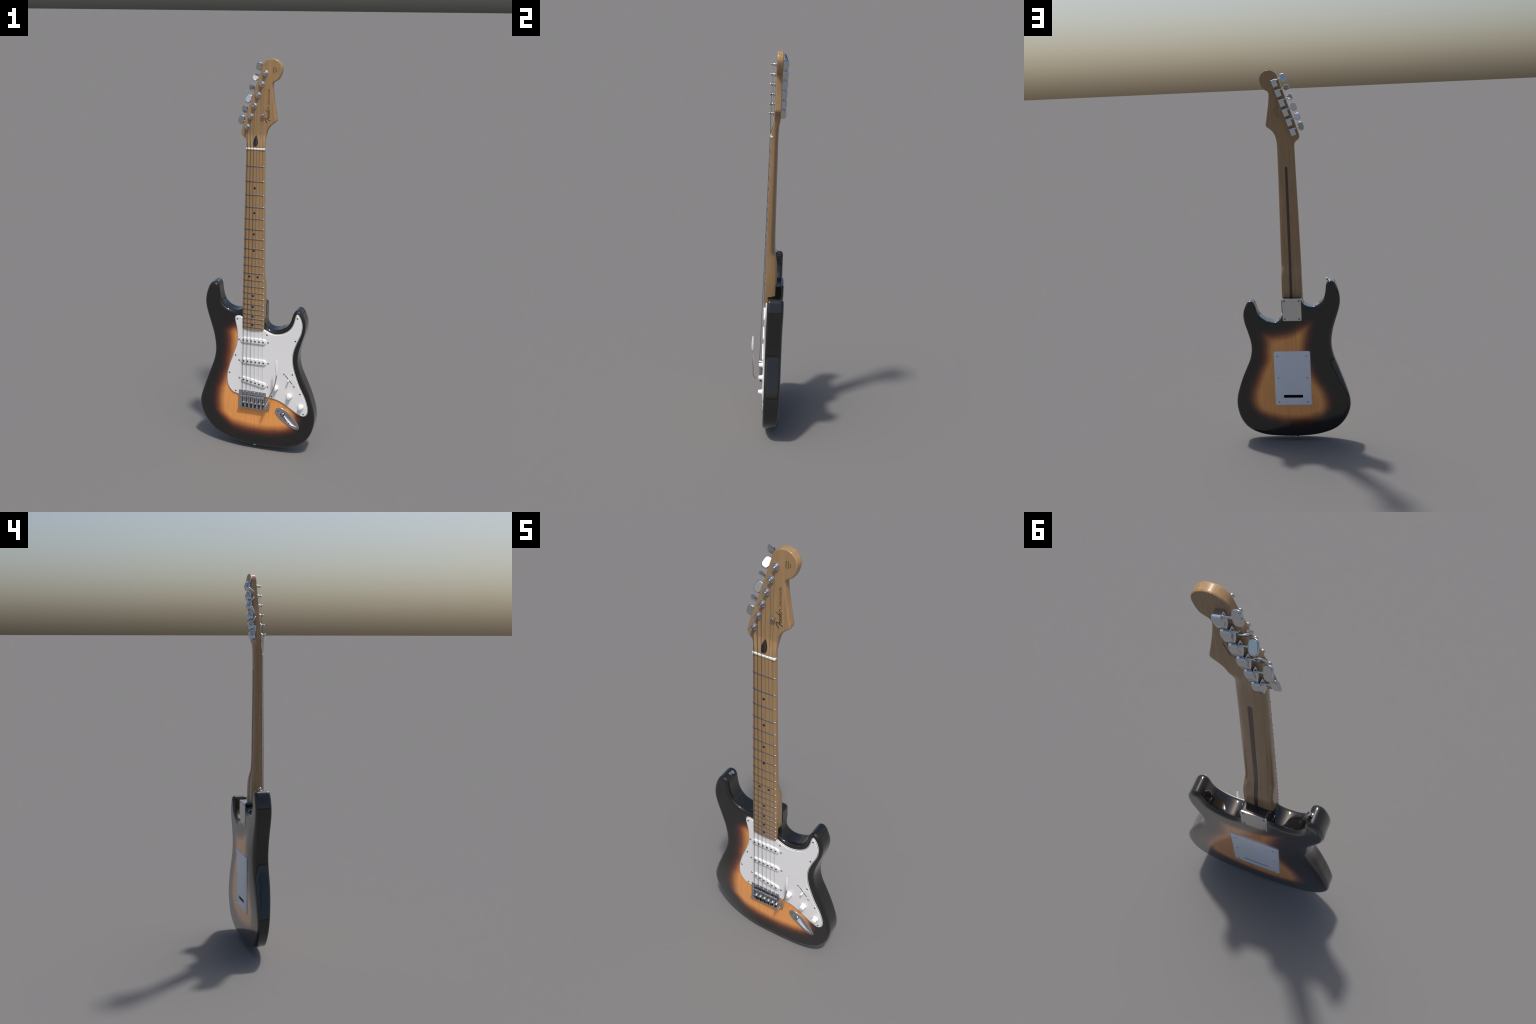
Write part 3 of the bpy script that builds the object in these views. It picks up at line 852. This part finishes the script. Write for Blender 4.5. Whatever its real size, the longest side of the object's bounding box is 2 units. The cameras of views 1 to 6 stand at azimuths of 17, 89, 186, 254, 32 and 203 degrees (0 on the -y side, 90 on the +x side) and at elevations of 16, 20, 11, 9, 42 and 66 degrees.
SADZ = [.0, .001, .0018, .0, .0012, .0020]
for k in range(6):
    x = SX[k] + .0006
    if sad0 is None:
        bm = bmesh.new()
        # bent steel: roller end at the top, flat arms, standing tab at the bottom
        box_bm(bm, (.0203, .0060, .0330), at((0, -.0265, .2885)), bevel=.0010)
        cyl_bm(bm, .0046, .0046, .0203, at((0, -.0292, .3062), Matrix.Rotation(math.pi / 2, 4, 'Y')), seg=20)
        box_bm(bm, (.0203, .0120, .0040), at((0, -.0290, .2700)), bevel=.0012)
        box_bm(bm, (.0046, .0010, .0210), at((0, -.0293, .2860)), midx=1)  # dark strip added on the saddle in place of an open string slot
        sad0 = bm_obj("bridge_saddle", bm, [STEEL, SPRING], bridge, at((x, 0, SADZ[k]))); sd_ = sad0
        bm = bmesh.new()
        for sx in (-1, 1): cyl_bm(bm, .0017, .0017, .0155, at((sx * .0072, -.0276, .2955), FRONT), seg=10)
        gr0 = bm_obj("saddle_height_screw", bm, DULL, sd_)
        sp = [(.0036 * math.cos(a), -.0275 + .0036 * math.sin(a), .2690 - .0235 * a / (2 * math.pi * 6)) for a in np.linspace(0, 2 * math.pi * 6, 110)]
        Vs, Fs = tube_geo(sp, .0009, 6)
        V2, F2 = tube_geo([(0, -.0275, .272), (0, -.0275, .2395)], .0016, 8, len(Vs)); Vs += V2; Fs += F2
        V2, F2 = tube_geo([(0, -.0275, .2420), (0, -.0275, .2392), (0, -.0275, .2380)], [.0042, .0042, .0030], 14, len(Vs)); Vs += V2; Fs += F2
        in0 = mesh_obj("saddle_spring", Vs, Fs, [SPRING, CHROME], sd_, fmat=[0] * (len(Fs) - 30) + [1] * 30, angle=50)
    else:
        sd_ = instance(sad0, "bridge_saddle", bridge, at((x, 0, SADZ[k])))
        instance(gr0, "saddle_height_screw", sd_, Matrix.Identity(4)); instance(in0, "saddle_spring", sd_, at((0, 0, -SADZ[k])))
# tremolo arm
arm_pts = [(.0545, -.018, .2560), (.0550, -.034, .2575), (.0562, -.0500, .2608), (.0595, -.0610, .2690), (.0660, -.0662, .2840), (.0740, -.0684, .3035), (.0840, -.0690, .3265), (.0945, -.0695, .3498), (.1055, -.0712, .3740), (.1150, -.0726, .3970),
           (.1222, -.0744, .4266), (.1265, -.0758, .4500), (.1284, -.0764, .4705), (.1285, -.0763, .500)]
arm = tube("tremolo_arm", spline(arm_pts, 90, False), .0031, STEEL, bridge, seg=14)
tp = spline([(.1283, -.0764, .4680), (.1286, -.0764, .49), (.1287, -.0761, .52), (.1286, -.0756, .549)], 40, False)
tt = np.linspace(0, 1, 40)
tr = np.interp(tt, [0, .03, .3, .5, .7, .9, .97, 1], [.0034, .0041, .0056, .0058, .0052, .0036, .0026, .0012])
tube("arm_tip", tp, tr, AGED, arm, seg=20)
lathe("arm_collar", [(.0066, -.001), (.0066, .0026), (.0050, .0040)], CHROME, arm, at((.0545, BY, .2560), FRONT), seg=24)

# ================================================================== STRINGS AND TUNERS
POST = [(-.0540 + .0172 * k, 1.6833 + .04995 * k) for k in range(6)]
NUTX = [-.0475 + .01496 * k for k in range(6)]
RAD = [.0012, .00105, .0009, .0006, .0005, .00045]
for k in range(6):
    px, pz = POST[k]
    sgn = 1
    pts_ = [(SX[k], -.0255, .2835 + SADZ[k]), (SX[k], -.0320, .3005), (SX[k], -.0344, .3068 + SADZ[k]), (SX[k], -.0343, .315)]
    z0, y0 = .33, -.0341
    for t in np.linspace(0, 1, 8):
        zt_ = z0 + (1.5842 - z0) * t
        pts_.append((SX[k] + (NUTX[k] - SX[k]) * t, float(np.interp(zt_, [.33, .72, .94, 1.2, 1.584], [-.0343, -.0316, -.0294, -.0280, -.0264])), zt_))
    ex = px + .0048
    if k >= 4:
        pts_.append((NUTX[k] + (ex - NUTX[k]) * .8 if k == 4 else .0268, -.0185, 1.7430))
        if k == 4: pts_[-1] = (.0190, -.0185, 1.7430)
    pts_ += [(ex, -.0282 if k < 4 else -.0275, pz)]
    V, F = tube_geo(np.array(pts_), RAD[k], 8)
    # windings round the post
    turns = 3.2
    hel = [(px + .0050 * math.cos(a), -.0285 + .0026 * a / (2 * math.pi * turns) * 2, pz + .0050 * math.sin(a)) for a in np.linspace(0, 2 * math.pi * turns, 60)]
    v, f = tube_geo(hel, max(RAD[k], .0008), 6, len(V)); V += v; F += f
    mesh_obj("string", V, F, WOUND if k < 3 else STRING, root, angle=60)

post0 = None
ROT = [-4, -34, 21, -44, 50, -22]                      # button angle about its shaft, low string first
HC = [(-.0534 + .01692 * k, 1.6832 + .0499 * k) for k in range(6)]
TB = Matrix((adir, Vector((0, 1, 0)).cross(adir).normalized(), Vector((0, 1, 0)))).transposed().to_4x4()   # local x = outwards, z = back
ydir = TB.to_3x3() @ Vector((0, 1, 0)); UPS = 1 if ydir.z > 0 else -1
house0 = None
for k in range(6):
    hx, hz = HC[k]
    mt = at((hx, .0203, hz), TB)
    if house0 is None:
        bm = bmesh.new()
        # base plate with screw ears, then the gear box: tall and rolled at the shaft end, sloping to the foot
        prof_h = [(.0195, .000), (.0205, .010), (.0205, .0215), (.0180, .0262), (.0130, .0288), (.0040, .0292), (-.0170, .0262), (-.0198, .0240), (-.0205, .0200), (-.0195, .000)]
        vs = []
        for sx, ins in ((-.0132, .0016), (-.0120, 0), (.0120, 0), (.0132, .0016)):
            vs.append([bm.verts.new((sx, UPS * (y - ins * np.sign(y)), max(-.001, z - ins))) for y, z in prof_h])
        n = len(prof_h)
        for a in range(3):
            for i in range(n):
                j = (i + 1) % n; bm.faces.new((vs[a][i], vs[a][j], vs[a + 1][j], vs[a + 1][i]))
        bm.faces.new(vs[0]); bm.faces.new(vs[3])
        # pressed arc on the gear cover, fin and bushing on the shaft side
        arc = [(-.001 + .0066 * math.cos(a), UPS * (-.0085 + .0066 * math.sin(a)), .0273 + .0066 * math.sin(a) * .143) for a in np.linspace(.35, 2.9, 14)]
        av, af = tube_geo(arc, .0007, 6)
        bvs = [bm.verts.new(tuple(v)) for v in av]
        for f in af: bm.faces.new([bvs[i] for i in f])
        cyl_bm(bm, .0052, .0046, .0060, at((.0155, UPS * .0120, .0145), Matrix.Rotation(math.pi / 2, 4, 'Y')), seg=20)
        bmesh.ops.recalc_face_normals(bm, faces=bm.faces)
        house0 = bm_obj("tuning_machine", bm, [CHROME], root, mt, angle=40); hs = house0
        # shaft and button share one axis
        SHM = at((0, UPS * .0120, .0140), frame((1, 0, 0)))
        shaft0 = lathe("tuner_shaft", [(.0034, .012), (.0034, .030), (.0044, .0310), (.0044, .0335), (.0034, .0345), (.0034, .040)], CHROME, hs, SHM, seg=16)
        bm = bmesh.new()
        NA, NT = 48, 8
        ringsB = []
        for q in range(NT + 1):
            th = (q / NT - .5) * math.pi
            rr = (math.cos(th) ** .45) if q not in (0, NT) else 0
            ring = []
            for i in range(NA):
                a = 2 * math.pi * i / NA; ca, sa = math.cos(a), math.sin(a)
                ex = .0157 * np.sign(ca) * abs(ca) ** .78; ey = .0222 * np.sign(sa) * abs(sa) ** .58
                s = max(rr, .80 if q in (0, NT) else rr)
                ring.append(bm.verts.new((.0495 + ex * s * (1 if ca > 0 else .94), ey * s, .0040 * math.sin(th) * (1 + .25 * ca))))
            ringsB.append(ring)
        for q in range(NT):
            for i in range(NA):
                j = (i + 1) % NA; bm.faces.new((ringsB[q][i], ringsB[q][j], ringsB[q + 1][j], ringsB[q + 1][i]))
        bm.faces.new(ringsB[0]); bm.faces.new(ringsB[-1])
        bmesh.ops.recalc_face_normals(bm, faces=bm.faces)
        btn0 = bm_obj("tuner_button", bm, CHROME, hs, angle=50); bt = btn0
        post0 = lathe("tuner_post", [(.0142, .0000), (.0142, .0016), (.0128, .0026), (.0112, .0028), (.0110, .0068), (.0096, .0082), (.0066, .0084), (.0066, .0130), (.0048, .0155), (.0044, .0190), (.0064, .0212), (.0072, .0235), (.0066, .0254), (.0036, .0264)],
                      CHROME, hs, seg=30, angle=40); po = post0
    else:
        hs = instance(house0, "tuning_machine", root, mt)
        instance(shaft0, "tuner_shaft", hs, SHM)
        bt = instance(btn0, "tuner_button", hs, Matrix.Identity(4)); po = instance(post0, "tuner_post", hs, Matrix.Identity(4))
    bt.matrix_local = at((0, UPS * .0120, .0140)) @ Matrix.Rotation(math.radians(ROT[k]) * UPS, 4, 'X')
    po.matrix_local = mt.inverted() @ at((POST[k][0], -.0106, POST[k][1]), FRONT)

# string tree
bm = bmesh.new()
box_bm(bm, (.0178, .0020, .0100), at((.0243, -.0212, 1.7430)), bevel=.0007)
for sx in (-1, 1): box_bm(bm, (.0024, .0050, .0100), at((.0243 + sx * .0080, -.0190, 1.7430)), bevel=.0005)
cyl_bm(bm, .0030, .0030, .011, at((.0243, -.0155, 1.7430), FRONT), seg=16)
tree = bm_obj("string_tree", bm, STEEL, neck)
ts = head_screw("string_tree_screw", .0036, .0022, CHROME, tree); ts.matrix_local = at((.0243, -.0220, 1.7430), FRONT)

# ================================================================== BACK HARDWARE
np_ = plate("neck_plate", rounded_rect(-.0632, .0386, .6838, .8066, .0065), [(0, YB - .002), (0, .0752), (.0009, .0762)], STEEL, root)
ns = head_screw("neck_screw", .0058, .0016, DULL, np_)
for k, (x, z) in enumerate(((.0269, .7942), (-.0507, .7942), (.0272, .6953), (-.0503, .6951))):
    mt = at((x, .0760, z), BACK @ Matrix.Rotation(random.uniform(0, 1.5), 4, 'Z'))
    if k == 0: ns.matrix_local = mt
    else: instance(ns, "neck_screw", np_, mt)

# tremolo cover with a slot: outer wall, top ring round the slot, slot walls
CO = rounded_rect(-.1017, .0962, .2068, .5148, .0090, 8)
cz = plate("tremolo_cover", CO, [(0, YB - .001), (0, .0756), (.0012, .0774), (.0045, .0790), (.0085, .0799)], COVERW, root, angle=30)
cut = plate("slot_cutter", rounded_rect(-.0550, .0499, .2503, .2684, .0022, 5), [(0, .05), (0, .09)], RECESS_BLACK, None)
md = cz.modifiers.new("slot", 'BOOLEAN'); md.operation = 'DIFFERENCE'; md.solver = 'EXACT'; md.object = cut
bpy.context.view_layer.update()
ev = cz.evaluated_get(bpy.context.evaluated_depsgraph_get())
nm = bpy.data.meshes.new_from_object(ev)
cz.modifiers.clear(); old = cz.data; cz.data = nm; bpy.data.meshes.remove(old)
nm.materials.clear(); nm.materials.append(COVERW)
nm.polygons.foreach_set("material_index", [0] * len(nm.polygons)); smooth(nm, 30)
bpy.data.objects.remove(cut)
rr_ = rounded_rect(-.0566, .0515, .2486, .2700, .0022, 5); n = len(rr_)
V = [(x, .0752, z) for x, z in rr_] + [(x, .046, z) for x, z in rr_]
F = [(i, (i + 1) % n, n + (i + 1) % n, n + i) for i in range(n)] + [tuple(range(n, 2 * n))]
mesh_obj("spring_cavity", V, F, RECESS_BLACK, cz, fix=False)
cs = head_screw("cover_screw", .0040, .0010, DULL, cz)
for k, (x, z) in enumerate(((.0761, .4888), (-.0803, .4886), (.0757, .3651), (-.0807, .3655), (.0759, .2278), (-.0804, .2277))):
    mt = at((x, .0797, z), BACK @ Matrix.Rotation(random.uniform(0, 1.5), 4, 'Z'))
    if k == 0: cs.matrix_local = mt
    else: instance(cs, "cover_screw", cz, mt)

# strap buttons
sbp = [(.0098, -.003), (.0098, .0008), (.0080, .0020), (.0056, .0040), (.0048, .0080), (.0056, .0105), (.0088, .0128), (.0108, .0152), (.0112, .0180), (.0104, .0205), (.0082, .0218), (.0045, .0222)]
sb = lathe("strap_button", sbp, CHROME, root, at((-.0126, .0300, .0222), frame((0, 0, -1))), seg=32)
h = instance(sb, "strap_button", root, at((-.2115, .0310, .8952), frame((.66, .22, .72))) @ Matrix.Scale(.80, 4))
